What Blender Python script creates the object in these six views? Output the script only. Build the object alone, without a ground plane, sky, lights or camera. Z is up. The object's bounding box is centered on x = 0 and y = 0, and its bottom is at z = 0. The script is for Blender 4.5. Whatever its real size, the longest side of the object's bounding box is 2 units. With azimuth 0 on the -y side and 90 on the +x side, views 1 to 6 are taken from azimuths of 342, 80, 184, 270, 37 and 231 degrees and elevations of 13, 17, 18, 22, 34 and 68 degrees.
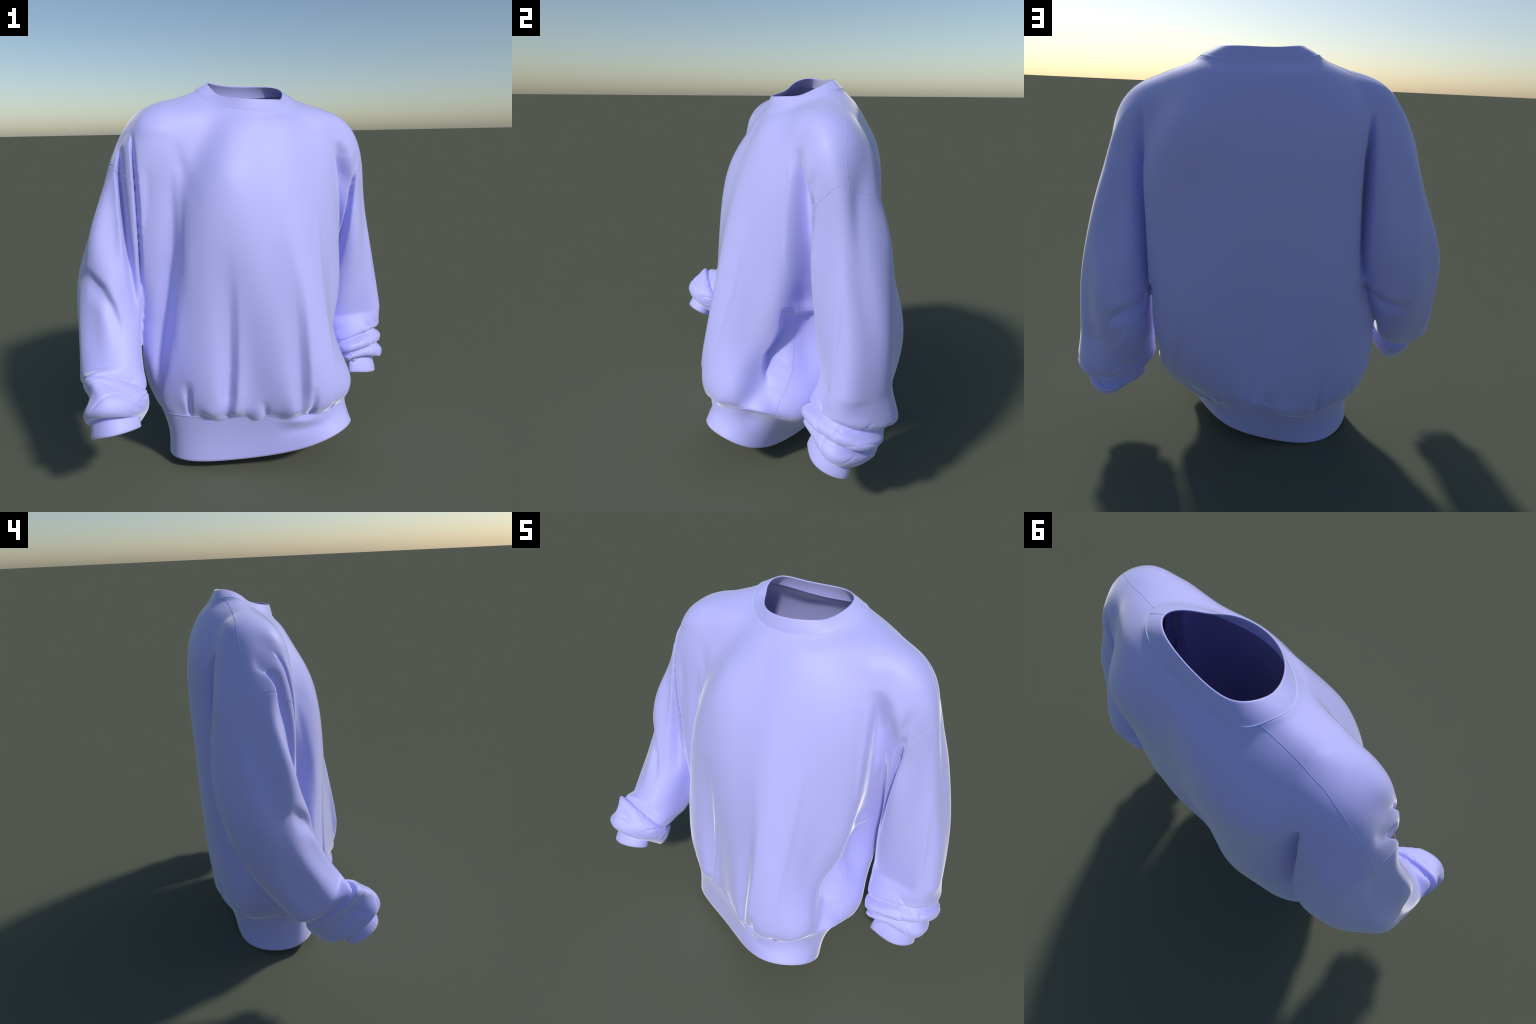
"""A crew-neck sweatshirt standing as if worn: body loft, two sleeve lofts, bunched cuffs,
waistband and collar.  Everything is built from loft sections (radius control points of smooth
B-splines), closed seam loops (a few harmonics each) and fold / roll rules."""
import bpy, bmesh, math
import numpy as np
from mathutils import Vector
from mathutils.bvhtree import BVHTree

TAU = 2 * math.pi
# ------------------------------------------------------------------ small spline toolkit
def clamped_basis(breaks, t):
    """cubic B-spline basis with clamped ends"""
    br = np.asarray(breaks, float)
    U = np.concatenate([[br[0]] * 3, br, [br[-1]] * 3])
    t = np.clip(t, br[0], br[-1] - 1e-9)
    N = [((U[i] <= t) & (t < U[i + 1])).astype(float) for i in range(len(U) - 1)]
    for d in range(1, 4):
        M = []
        for i in range(len(U) - 1 - d):
            a = (t - U[i]) / (U[i + d] - U[i]) if U[i + d] > U[i] else 0
            b = (U[i + d + 1] - t) / (U[i + d + 1] - U[i + 1]) if U[i + d + 1] > U[i + 1] else 0
            M.append(a * N[i] + b * N[i + 1])
        N = M
    return np.stack(N, -1)

def ring_basis(breaks, th):
    """cubic B-spline basis around a closed ring (breaks in radians)"""
    br = np.asarray(breaks, float); n = len(br)
    U = np.concatenate([br - TAU, br, br + TAU]); th = np.mod(th, TAU)
    N = [((U[i] <= th) & (th < U[i + 1])).astype(float) for i in range(len(U) - 1)]
    for d in range(1, 4):
        N = [(th - U[i]) / (U[i + d] - U[i]) * N[i] + (U[i + d + 1] - th) / (U[i + d + 1] - U[i + 1]) * N[i + 1]
             for i in range(len(U) - 1 - d)]
    W = np.zeros((len(th), n))
    for i in range(len(N)):
        W[:, (i + 2) % n] += N[i]
    return W

def harmonic_loop(c, a):
    """closed 3D loop from its harmonics: row 0 the centre, then cos/sin pairs"""
    c = np.asarray(c, float); n = (len(c) - 1) // 2
    A = [np.ones_like(a)] + [f(k * a) for k in range(1, n + 1) for f in (np.cos, np.sin)]
    return np.stack(A, -1) @ c

def loop_polar(c, centre, th):
    """radius and height of a loop seen from a vertical axis"""
    X = harmonic_loop(c, np.linspace(0, TAU, 2001)[:-1])
    a = np.arctan2(X[:, 1] - centre[1], X[:, 0] - centre[0]); r = np.hypot(X[:, 1] - centre[1], X[:, 0] - centre[0])
    o = np.argsort(a)
    return np.interp(th, a[o], r[o], period=TAU), np.interp(th, a[o], X[o, 2], period=TAU)

def smooth(x, a, b):
    t = np.clip((x - a) / (b - a), 0, 1); return t * t * (3 - 2 * t)

# ------------------------------------------------------------------ measured seam loops (harmonics)
HEM = [[0.0038, -0.0846, 0.0879],
    [0.4629, -0.0707, 0.0619],
    [-0.05, 0.3285, -0.0529],
    [-0.0284, -0.0164, -0.0018],
    [-0.0305, 0.0188, -0.0173],
    [0.015, 0.0098, -0.0167],
    [-0.0057, 0.0097, -0.0143],
    [0.0024, -0.0029, -0.0007],
    [-0.0064, -0.0144, 0.0009]]
WAIST_SEAM = [[0.0086, -0.0425, 0.2989],
    [0.5019, -0.0501, 0.0165],
    [-0.0314, 0.3601, -0.05],
    [-0.0183, -0.0273, 0.0124],
    [-0.0341, 0.0038, -0.0128],
    [0.031, 0.0246, 0.0138],
    [0.0099, -0.0003, -0.0361],
    [0.006, -0.0012, 0.0231],
    [0.0052, -0.006, -0.0015]]
COLLAR_SEAM = [[0.0148, 0.1235, 1.9096],
    [0.2722, 0.0004, -0.0242],
    [0.0062, 0.1693, 0.0493],
    [0.0151, 0.0143, 0.0262],
    [0.01, 0.0158, 0.0076],
    [-0.0072, -0.0034, -0.002],
    [0.0084, 0.003, 0.0043],
    [0.0035, -0.0048, 0.0016],
    [0.0012, 0.0038, 0.0037]]
COLLAR_EDGE = [[0.0193, 0.1075, 1.9503],
    [0.2145, 0.0108, -0.0139],
    [-0.0145, 0.1324, 0.0483],
    [0.0168, 0.0033, 0.001],
    [0.0113, 0.0122, 0.0009],
    [-0.0182, -0.0034, -0.0016],
    [0.0107, -0.0079, 0.0061],
    [-0.003, -0.009, -0.0034],
    [0.0065, 0.0027, 0.0011]]


# ------------------------------------------------------------------ body: radii of its loft sections
# one list per section from the waist seam (0) up to the collar seam (1); the angles are those of BODY_ANGLES
BODY_LEVELS = [0, .05, .12, .22, .34, .47, .6, .72, .81, .87, .92, .96, 1.0]
BODY_ANGLES = np.radians([0,10,22,36,50,64,78,92,107,122,137,152,166,178,187,194,200,206,212,219,227,236,245,254,262,270,278,286,294,303,312,321,330,338,345,352])
AXIS_LOW, AXIS_TOP = np.array([0.0, -0.03]), np.array([0.03, 0.12])
BODY = {}
BODY[0] = [0.509, 0.437, 0.375, 0.337, 0.321, 0.323, 0.344, 0.378, 0.398, 0.407, 0.425, 0.455, 0.494, 0.53, 0.545, 0.525, 0.481, 0.439, 0.398, 0.362, 0.335, 0.323, 0.306, 0.304, 0.309, 0.321, 0.341, 0.369, 0.408, 0.452, 0.485, 0.504, 0.521, 0.534, 0.541, 0.543]
BODY[1] = [0.554, 0.511, 0.417, 0.358, 0.347, 0.35, 0.358, 0.377, 0.398, 0.413, 0.444, 0.498, 0.541, 0.548, 0.551, 0.534, 0.489, 0.455, 0.428, 0.399, 0.377, 0.361, 0.332, 0.319, 0.325, 0.345, 0.375, 0.409, 0.453, 0.491, 0.512, 0.531, 0.54, 0.505, 0.49, 0.524]
BODY[2] = [0.554, 0.577, 0.479, 0.404, 0.393, 0.38, 0.365, 0.372, 0.404, 0.427, 0.461, 0.543, 0.593, 0.572, 0.564, 0.549, 0.509, 0.474, 0.451, 0.424, 0.392, 0.36, 0.337, 0.331, 0.341, 0.364, 0.396, 0.433, 0.478, 0.511, 0.529, 0.554, 0.548, 0.468, 0.435, 0.485]
BODY[3] = [0.504, 0.569, 0.56, 0.505, 0.46, 0.413, 0.365, 0.36, 0.405, 0.436, 0.464, 0.562, 0.622, 0.612, 0.589, 0.545, 0.529, 0.496, 0.469, 0.439, 0.399, 0.358, 0.339, 0.34, 0.354, 0.376, 0.404, 0.439, 0.481, 0.507, 0.517, 0.517, 0.488, 0.432, 0.411, 0.451]
BODY[4] = [0.427, 0.431, 0.557, 0.595, 0.517, 0.433, 0.366, 0.347, 0.391, 0.437, 0.474, 0.553, 0.601, 0.618, 0.625, 0.532, 0.526, 0.516, 0.485, 0.452, 0.41, 0.367, 0.346, 0.351, 0.365, 0.382, 0.403, 0.431, 0.467, 0.485, 0.483, 0.457, 0.43, 0.445, 0.456, 0.454]
BODY[5] = [0.411, 0.392, 0.542, 0.614, 0.529, 0.429, 0.361, 0.34, 0.372, 0.427, 0.485, 0.547, 0.561, 0.557, 0.629, 0.572, 0.502, 0.516, 0.497, 0.469, 0.429, 0.385, 0.363, 0.367, 0.373, 0.383, 0.398, 0.425, 0.446, 0.454, 0.446, 0.428, 0.427, 0.467, 0.504, 0.484]
BODY[6] = [0.457, 0.472, 0.567, 0.6, 0.505, 0.41, 0.352, 0.334, 0.357, 0.41, 0.479, 0.541, 0.545, 0.521, 0.609, 0.652, 0.509, 0.489, 0.503, 0.485, 0.451, 0.413, 0.393, 0.385, 0.377, 0.377, 0.389, 0.41, 0.42, 0.421, 0.417, 0.416, 0.432, 0.466, 0.492, 0.492]
BODY[7] = [0.505, 0.532, 0.574, 0.578, 0.468, 0.386, 0.339, 0.326, 0.345, 0.392, 0.462, 0.52, 0.529, 0.515, 0.576, 0.684, 0.556, 0.466, 0.497, 0.49, 0.466, 0.431, 0.407, 0.389, 0.371, 0.364, 0.369, 0.382, 0.388, 0.39, 0.394, 0.406, 0.431, 0.461, 0.487, 0.503]
BODY[8] = [0.536, 0.57, 0.574, 0.578, 0.459, 0.372, 0.326, 0.312, 0.332, 0.382, 0.45, 0.504, 0.519, 0.514, 0.555, 0.672, 0.58, 0.453, 0.468, 0.468, 0.458, 0.43, 0.402, 0.375, 0.353, 0.343, 0.343, 0.349, 0.355, 0.361, 0.371, 0.391, 0.42, 0.453, 0.485, 0.51]
BODY[9] = [0.55, 0.576, 0.524, 0.518, 0.474, 0.371, 0.311, 0.295, 0.314, 0.366, 0.437, 0.504, 0.525, 0.512, 0.544, 0.651, 0.632, 0.467, 0.423, 0.419, 0.417, 0.405, 0.38, 0.348, 0.325, 0.314, 0.313, 0.317, 0.324, 0.333, 0.347, 0.369, 0.4, 0.437, 0.476, 0.508]
BODY[10] = [0.568, 0.567, 0.476, 0.448, 0.44, 0.35, 0.292, 0.274, 0.29, 0.334, 0.406, 0.492, 0.524, 0.513, 0.552, 0.643, 0.642, 0.462, 0.381, 0.365, 0.364, 0.356, 0.331, 0.309, 0.293, 0.283, 0.283, 0.288, 0.296, 0.307, 0.321, 0.341, 0.369, 0.411, 0.467, 0.519]
BODY[11] = [0.567, 0.546, 0.453, 0.397, 0.364, 0.308, 0.264, 0.249, 0.262, 0.301, 0.361, 0.425, 0.461, 0.498, 0.586, 0.646, 0.594, 0.443, 0.352, 0.319, 0.311, 0.304, 0.286, 0.273, 0.26, 0.252, 0.255, 0.261, 0.268, 0.28, 0.293, 0.31, 0.332, 0.373, 0.449, 0.524]
BODY[12] = [0.51, 0.479, 0.399, 0.349, 0.302, 0.255, 0.228, 0.219, 0.231, 0.263, 0.308, 0.347, 0.373, 0.427, 0.555, 0.6, 0.522, 0.408, 0.323, 0.282, 0.268, 0.261, 0.252, 0.244, 0.233, 0.226, 0.228, 0.233, 0.241, 0.252, 0.262, 0.275, 0.293, 0.329, 0.408, 0.482]
BODY[13] = [0.391, 0.365, 0.324, 0.294, 0.246, 0.207, 0.191, 0.186, 0.194, 0.218, 0.254, 0.286, 0.299, 0.318, 0.415, 0.456, 0.403, 0.335, 0.281, 0.25, 0.235, 0.228, 0.222, 0.215, 0.207, 0.203, 0.203, 0.206, 0.212, 0.22, 0.228, 0.239, 0.253, 0.282, 0.334, 0.382]
BODY[14] = [0.267, 0.276, 0.279, 0.254, 0.205, 0.173, 0.158, 0.151, 0.154, 0.168, 0.199, 0.244, 0.263, 0.254, 0.259, 0.258, 0.247, 0.238, 0.229, 0.219, 0.209, 0.2, 0.193, 0.187, 0.183, 0.181, 0.18, 0.18, 0.182, 0.186, 0.193, 0.202, 0.214, 0.227, 0.241, 0.255]

# folds pressed into the body: (angle deg, level, depth) along the fold, width in degrees
BODY_FOLDS = [

]

# ------------------------------------------------------------------ sleeves
SLEEVE = {}
SLEEVE["left"] = dict(
    spine=[(0.27, 0.14, 1.7), (0.5, 0.15, 1.64), (0.62, 0.155, 1.49), (0.675, 0.17, 1.33), (0.7, 0.2, 1.15), (0.715, 0.23, 0.98), (0.725, 0.26, 0.82), (0.735, 0.26, 0.66), (0.745, 0.25, 0.52), (0.755, 0.2, 0.41), (0.765, 0.14, 0.32)],
    radii={}, end=0.79, seed=3, cuff_axis=(0.02, 0.3, 0.954), cuff_length=0.105,
    cuff=[[0.7479, 0.0942, 0.2523], [0.1063, 0.0202, -0.0153], [0.0283, 0.0797, -0.03], [-0.0032, -0.0131, 0.0062], [0.008, 0.0112, -0.0008]],
    # extremes of each ring of the bunched end: inner, back, outer, front
    rolls=[
        ((0.548, 0.175, 0.48), (0.75, 0.43, 0.5), (0.907, 0.2, 0.55), (0.72, 0.055, 0.56)),
        ((0.553, 0.17, 0.455), (0.75, 0.425, 0.46), (0.905, 0.2, 0.525), (0.715, 0.045, 0.53)),
        ((0.58, 0.16, 0.44), (0.75, 0.38, 0.44), (0.875, 0.19, 0.5), (0.7, 0.075, 0.51)),
        ((0.565, 0.15, 0.43), (0.75, 0.36, 0.405), (0.925, 0.2, 0.455), (0.7, 0.015, 0.48)),
        ((0.575, 0.13, 0.4), (0.75, 0.352, 0.37), (0.915, 0.18, 0.42), (0.7, 0.015, 0.445)),
        ((0.61, 0.12, 0.385), (0.75, 0.315, 0.355), (0.87, 0.15, 0.42), (0.705, 0.055, 0.43)),
        ((0.6, 0.09, 0.365), (0.75, 0.35, 0.32), (0.905, 0.14, 0.37), (0.7, 0.025, 0.405)),
        ((0.63, 0.08, 0.345), (0.75, 0.31, 0.27), (0.885, 0.11, 0.325), (0.7, 0.035, 0.38)),
        ((0.665, 0.08, 0.345), (0.75, 0.25, 0.27), (0.85, 0.11, 0.33), (0.71, 0.065, 0.38)),
        ((0.67, 0.08, 0.31), (0.75, 0.21, 0.27), (0.835, 0.12, 0.3), (0.72, 0.065, 0.34)),
    ],
    # creases: (level, angle deg, depth, width deg)
    folds=[
    ])
SLEEVE["left"]["radii"][0] = [0.061, 0.061, 0.061, 0.061, 0.061, 0.061, 0.061, 0.06, 0.06, 0.061, 0.061, 0.06, 0.06, 0.06, 0.061, 0.06, 0.061, 0.061, 0.061, 0.061, 0.061, 0.061]
SLEEVE["left"]["radii"][1] = [0.116, 0.116, 0.116, 0.116, 0.115, 0.114, 0.116, 0.125, 0.134, 0.138, 0.149, 0.151, 0.15, 0.149, 0.134, 0.126, 0.121, 0.114, 0.109, 0.11, 0.113, 0.115]
SLEEVE["left"]["radii"][2] = [0.15, 0.153, 0.154, 0.152, 0.148, 0.144, 0.15, 0.18, 0.199, 0.197, 0.219, 0.23, 0.231, 0.229, 0.187, 0.178, 0.166, 0.135, 0.118, 0.124, 0.136, 0.145]
SLEEVE["left"]["radii"][3] = [0.168, 0.177, 0.18, 0.177, 0.17, 0.163, 0.163, 0.183, 0.177, 0.144, 0.146, 0.17, 0.175, 0.169, 0.148, 0.163, 0.165, 0.131, 0.111, 0.128, 0.145, 0.157]
SLEEVE["left"]["radii"][4] = [0.176, 0.19, 0.197, 0.196, 0.187, 0.181, 0.184, 0.152, 0.123, 0.099, 0.087, 0.102, 0.102, 0.092, 0.089, 0.097, 0.114, 0.121, 0.129, 0.142, 0.147, 0.16]
SLEEVE["left"]["radii"][5] = [0.18, 0.198, 0.21, 0.212, 0.203, 0.194, 0.207, 0.167, 0.134, 0.111, 0.091, 0.087, 0.087, 0.087, 0.085, 0.087, 0.105, 0.142, 0.175, 0.164, 0.149, 0.16]
SLEEVE["left"]["radii"][6] = [0.183, 0.201, 0.218, 0.228, 0.222, 0.196, 0.184, 0.17, 0.156, 0.137, 0.115, 0.105, 0.112, 0.122, 0.116, 0.111, 0.126, 0.162, 0.193, 0.185, 0.166, 0.168]
SLEEVE["left"]["radii"][7] = [0.188, 0.204, 0.22, 0.236, 0.245, 0.228, 0.181, 0.158, 0.155, 0.152, 0.138, 0.132, 0.142, 0.156, 0.154, 0.146, 0.151, 0.174, 0.203, 0.218, 0.204, 0.184]
SLEEVE["left"]["radii"][8] = [0.197, 0.205, 0.216, 0.228, 0.238, 0.226, 0.168, 0.141, 0.142, 0.148, 0.148, 0.149, 0.163, 0.185, 0.188, 0.175, 0.166, 0.174, 0.2, 0.225, 0.216, 0.195]
SLEEVE["left"]["radii"][9] = [0.207, 0.204, 0.204, 0.203, 0.189, 0.151, 0.13, 0.137, 0.146, 0.14, 0.144, 0.152, 0.17, 0.204, 0.21, 0.19, 0.171, 0.162, 0.175, 0.2, 0.215, 0.216]
SLEEVE["left"]["radii"][10] = [0.207, 0.196, 0.185, 0.17, 0.145, 0.116, 0.117, 0.142, 0.155, 0.14, 0.141, 0.15, 0.17, 0.199, 0.206, 0.19, 0.167, 0.149, 0.148, 0.166, 0.197, 0.217]
SLEEVE["left"]["radii"][11] = [0.193, 0.181, 0.162, 0.139, 0.114, 0.101, 0.11, 0.134, 0.148, 0.144, 0.145, 0.153, 0.169, 0.186, 0.191, 0.18, 0.159, 0.139, 0.131, 0.141, 0.167, 0.191]
SLEEVE["left"]["radii"][12] = [0.171, 0.162, 0.138, 0.109, 0.09, 0.089, 0.104, 0.123, 0.138, 0.147, 0.151, 0.158, 0.166, 0.173, 0.174, 0.166, 0.149, 0.13, 0.119, 0.122, 0.139, 0.161]
SLEEVE["right"] = dict(
    spine=[(-0.26, 0.12, 1.73), (-0.49, 0.1, 1.67), (-0.61, 0.1, 1.53), (-0.66, 0.09, 1.37), (-0.7, 0.08, 1.2), (-0.735, 0.05, 1.04), (-0.76, -0.01, 0.89), (-0.77, -0.09, 0.75), (-0.775, -0.18, 0.62), (-0.775, -0.27, 0.52), (-0.78, -0.34, 0.46)],
    radii={}, end=0.87, seed=5, cuff_axis=(-0.03, 0.45, 0.892), cuff_length=0.1,
    cuff=[[-0.7867, -0.4117, 0.4239], [0.1103, -0.0092, 0.0144], [0.0045, 0.0811, -0.0456], [0.004, 0.0032, 0.003], [0.0051, -0.0027, 0.0036]],
    # extremes of each ring of the bunched end: inner, back, outer, front
    rolls=[
        ((-0.622, -0.265, 0.56), (-0.8, -0.13, 0.475), (-0.895, -0.285, 0.63), (-0.8, -0.338, 0.69)),
        ((-0.637, -0.285, 0.545), (-0.8, -0.155, 0.466), (-0.882, -0.3, 0.622), (-0.8, -0.35, 0.66)),
        ((-0.62, -0.295, 0.53), (-0.795, -0.14, 0.44), (-0.91, -0.32, 0.647), (-0.79, -0.372, 0.682)),
        ((-0.617, -0.31, 0.515), (-0.79, -0.155, 0.4), (-0.893, -0.338, 0.615), (-0.782, -0.425, 0.65)),
        ((-0.625, -0.325, 0.48), (-0.785, -0.195, 0.36), (-0.885, -0.36, 0.585), (-0.772, -0.47, 0.612)),
        ((-0.65, -0.335, 0.445), (-0.782, -0.24, 0.328), (-0.915, -0.405, 0.535), (-0.768, -0.49, 0.572)),
        ((-0.675, -0.34, 0.428), (-0.782, -0.255, 0.325), (-0.905, -0.4, 0.5), (-0.768, -0.478, 0.538)),
        ((-0.7, -0.36, 0.455), (-0.79, -0.3, 0.375), (-0.87, -0.39, 0.49), (-0.775, -0.445, 0.53)),
        ((-0.71, -0.385, 0.45), (-0.79, -0.33, 0.4), (-0.865, -0.4, 0.47), (-0.78, -0.448, 0.5)),
    ],
    # creases: (level, angle deg, depth, width deg)
    folds=[
    ])
SLEEVE["right"]["radii"][0] = [0.061, 0.061, 0.061, 0.061, 0.061, 0.061, 0.061, 0.061, 0.061, 0.06, 0.06, 0.06, 0.06, 0.06, 0.06, 0.06, 0.06, 0.06, 0.06, 0.06, 0.061, 0.061]
SLEEVE["right"]["radii"][1] = [0.148, 0.136, 0.117, 0.112, 0.115, 0.115, 0.112, 0.112, 0.114, 0.116, 0.118, 0.118, 0.118, 0.119, 0.119, 0.119, 0.124, 0.137, 0.156, 0.147, 0.126, 0.128]
SLEEVE["right"]["radii"][2] = [0.22, 0.186, 0.138, 0.131, 0.139, 0.137, 0.133, 0.138, 0.149, 0.158, 0.162, 0.164, 0.165, 0.166, 0.168, 0.172, 0.184, 0.215, 0.249, 0.236, 0.165, 0.166]
SLEEVE["right"]["radii"][3] = [0.136, 0.133, 0.122, 0.131, 0.141, 0.14, 0.142, 0.157, 0.177, 0.19, 0.197, 0.199, 0.199, 0.201, 0.207, 0.214, 0.224, 0.228, 0.197, 0.189, 0.139, 0.132]
SLEEVE["right"]["radii"][4] = [0.082, 0.092, 0.105, 0.124, 0.137, 0.145, 0.16, 0.187, 0.206, 0.218, 0.223, 0.221, 0.217, 0.219, 0.229, 0.239, 0.236, 0.179, 0.128, 0.148, 0.121, 0.105]
SLEEVE["right"]["radii"][5] = [0.109, 0.121, 0.118, 0.123, 0.135, 0.151, 0.18, 0.224, 0.236, 0.244, 0.242, 0.229, 0.219, 0.221, 0.231, 0.234, 0.201, 0.14, 0.195, 0.217, 0.138, 0.113]
SLEEVE["right"]["radii"][6] = [0.148, 0.144, 0.129, 0.126, 0.138, 0.159, 0.181, 0.229, 0.259, 0.269, 0.249, 0.22, 0.207, 0.207, 0.21, 0.2, 0.188, 0.191, 0.226, 0.219, 0.159, 0.142]
SLEEVE["right"]["radii"][7] = [0.168, 0.152, 0.136, 0.133, 0.144, 0.168, 0.186, 0.222, 0.264, 0.273, 0.23, 0.193, 0.184, 0.187, 0.188, 0.185, 0.2, 0.217, 0.188, 0.176, 0.163, 0.158]
SLEEVE["right"]["radii"][8] = [0.143, 0.144, 0.147, 0.146, 0.152, 0.174, 0.204, 0.224, 0.244, 0.225, 0.178, 0.158, 0.162, 0.171, 0.174, 0.175, 0.185, 0.189, 0.158, 0.157, 0.164, 0.15]
SLEEVE["right"]["radii"][9] = [0.138, 0.15, 0.162, 0.16, 0.158, 0.167, 0.191, 0.211, 0.213, 0.178, 0.148, 0.143, 0.152, 0.161, 0.167, 0.166, 0.16, 0.16, 0.151, 0.158, 0.165, 0.147]
SLEEVE["right"]["radii"][10] = [0.145, 0.157, 0.169, 0.168, 0.162, 0.159, 0.168, 0.177, 0.172, 0.156, 0.152, 0.156, 0.152, 0.154, 0.161, 0.163, 0.15, 0.143, 0.143, 0.149, 0.152, 0.146]
SLEEVE["right"]["radii"][11] = [0.152, 0.163, 0.171, 0.17, 0.162, 0.151, 0.143, 0.137, 0.13, 0.134, 0.147, 0.155, 0.146, 0.147, 0.152, 0.153, 0.142, 0.134, 0.134, 0.138, 0.141, 0.145]
SLEEVE["right"]["radii"][12] = [0.157, 0.167, 0.172, 0.17, 0.16, 0.141, 0.119, 0.101, 0.095, 0.102, 0.111, 0.123, 0.132, 0.139, 0.141, 0.139, 0.133, 0.127, 0.125, 0.127, 0.133, 0.145]

SLEEVE_BREAKS = np.linspace(0, 1, 11)

def body_surface(nt=230, nth=420):
    th = np.linspace(0, TAU, nth + 1)[:-1]
    t = np.concatenate([np.linspace(0, .8, int(nt * .62), endpoint=False), np.linspace(.8, 1, nt - int(nt * .62))])
    C = np.array([BODY[k] for k in sorted(BODY)])
    R = clamped_basis(BODY_LEVELS, t) @ C @ ring_basis(BODY_ANGLES, th).T
    r0, z0 = loop_polar(WAIST_SEAM, AXIS_LOW, th); r1, z1 = loop_polar(COLLAR_SEAM, AXIS_TOP, th)
    k = np.exp(-t / .012)[:, None]; R = R * (1 - k) + r0 * .985 * k
    k = np.exp(-(1 - t) / .015)[:, None]; R = R * (1 - k) + (r1 + .003) * k
    R = R + .005 * np.exp(-((1 - t - .02) / .022) ** 2)[:, None]
    deg = np.degrees(th)
    for width, pts in BODY_FOLDS:
        p = np.array(pts, float); p = p[np.argsort(p[:, 1])]
        ang = np.interp(t, p[:, 1], p[:, 0]); dep = np.interp(t, p[:, 1], p[:, 2], left=0, right=0)
        w = np.interp(t, p[:, 1], p[:, 3]) if p.shape[1] > 3 else width
        d = (deg[None, :] - ang[:, None] + 180) % 360 - 180
        R = R + dep[:, None] * np.exp(-(d / (np.ones_like(t) * w)[:, None]) ** 2)
    # the cloth gathers into small irregular tucks where it meets the waistband
    rng = np.random.default_rng(4)
    g = sum(a * np.sin(n * th + f) for n, a, f in zip((7, 11, 17, 23, 29), (.003, .003, .0022, .002, .0015), rng.uniform(0, TAU, 5)))
    R = R + g[None, :] * np.exp(-((t - .02) / .03) ** 2)[:, None]
    c = (1 - t)[:, None] * AXIS_LOW + t[:, None] * AXIS_TOP
    Z = (1 - t)[:, None] * z0 + t[:, None] * z1
    # ... and sags unevenly over the band
    sag = np.clip(sum(np.sin(n * th + f) for n, f in ((3, .6), (5, 2.1), (8, 4.0), (13, 1.2))) / 2.4, 0, 1)
    Z = Z - .016 * sag[None, :] * np.exp(-(t / .03) ** 2)[:, None]
    R = R + .012 * sag[None, :] * np.exp(-((t - .012) / .03) ** 2)[:, None]
    G = np.dstack([c[:, :1] + R * np.cos(th), c[:, 1:] + R * np.sin(th), Z])
    # hidden turn-ins: the cloth runs on a little inside the waistband and inside the collar
    low = [waist_row(u, th, -.006) for u in (.55, .7, .85)]
    up = [collar_row(u, th, -.0025) for u in (.95, .88)]
    return np.concatenate([low, G, up])

def polar_pts(c, centre, th, grow=0.0):
    r, z = loop_polar(c, centre, th); r = r + grow
    return np.stack([centre[0] + r * np.cos(th), centre[1] + r * np.sin(th), z], -1)

def waist_row(u, th, grow=0.0):
    """ring on the waistband, 0 at the hem, 1 at the seam"""
    a, b = polar_pts(HEM, AXIS_LOW, th, grow), polar_pts(WAIST_SEAM, AXIS_LOW, th, grow - .008)
    r = a * (1 - u) + b * u
    # a bulge pushed up under the seam at the front, with a dent below it, and a crease at the left side
    d = (np.degrees(th) - 288 + 180) % 360 - 180; e = (np.degrees(th) - 338 + 180) % 360 - 180
    f = .020 * np.exp(-(d / 9) ** 2 - ((u - .82) / .16) ** 2) - .012 * np.exp(-((d - 3) / 12) ** 2 - ((u - .50) / .16) ** 2) - .016 * np.exp(-(e / 7) ** 2 - ((u - .75) / .3) ** 2)
    r[:, :2] = AXIS_LOW + (r[:, :2] - AXIS_LOW) * (1 - .03 * math.sin(math.pi * u) + f / .42)[:, None]
    return r

def collar_row(u, th, grow=0.0):
    """ring on the collar, 0 at the free edge, 1 at the seam"""
    a, b = polar_pts(COLLAR_EDGE, AXIS_TOP, th, grow), polar_pts(COLLAR_SEAM, AXIS_TOP, th, grow)
    r = a * (1 - u) + b * u
    r[:, 2] += .0015 * math.sin(math.pi * u)
    return r

def sleeve_spine(P, t):
    P = np.asarray(P, float)
    d = np.concatenate([[0], np.cumsum(np.linalg.norm(np.diff(P, axis=0), axis=1))]); d /= d[-1]
    br = np.linspace(0, 1, 9)
    q = np.linspace(0, 1, 400); L = np.stack([np.interp(q, d, P[:, k]) for k in range(3)], -1)
    c = np.linalg.lstsq(clamped_basis(br, q), L, rcond=None)[0]
    f = lambda x: clamped_basis(br, np.clip(x, 0, 1)) @ c
    T = f(t + 1e-3) - f(t - 1e-3)
    return f(t), T / np.linalg.norm(T, axis=1, keepdims=True)

def ring_from_extremes(inner, back, outer, front, ph):
    i, b, o, f = (np.array(v, float) for v in (inner, back, outer, front))
    return ((i + b + o + f) / 4 + np.cos(ph)[:, None] * (i - o) / 2 + np.sin(ph)[:, None] * (b - f) / 2
            + np.cos(2 * ph)[:, None] * (i + o - b - f) / 4)

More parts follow.
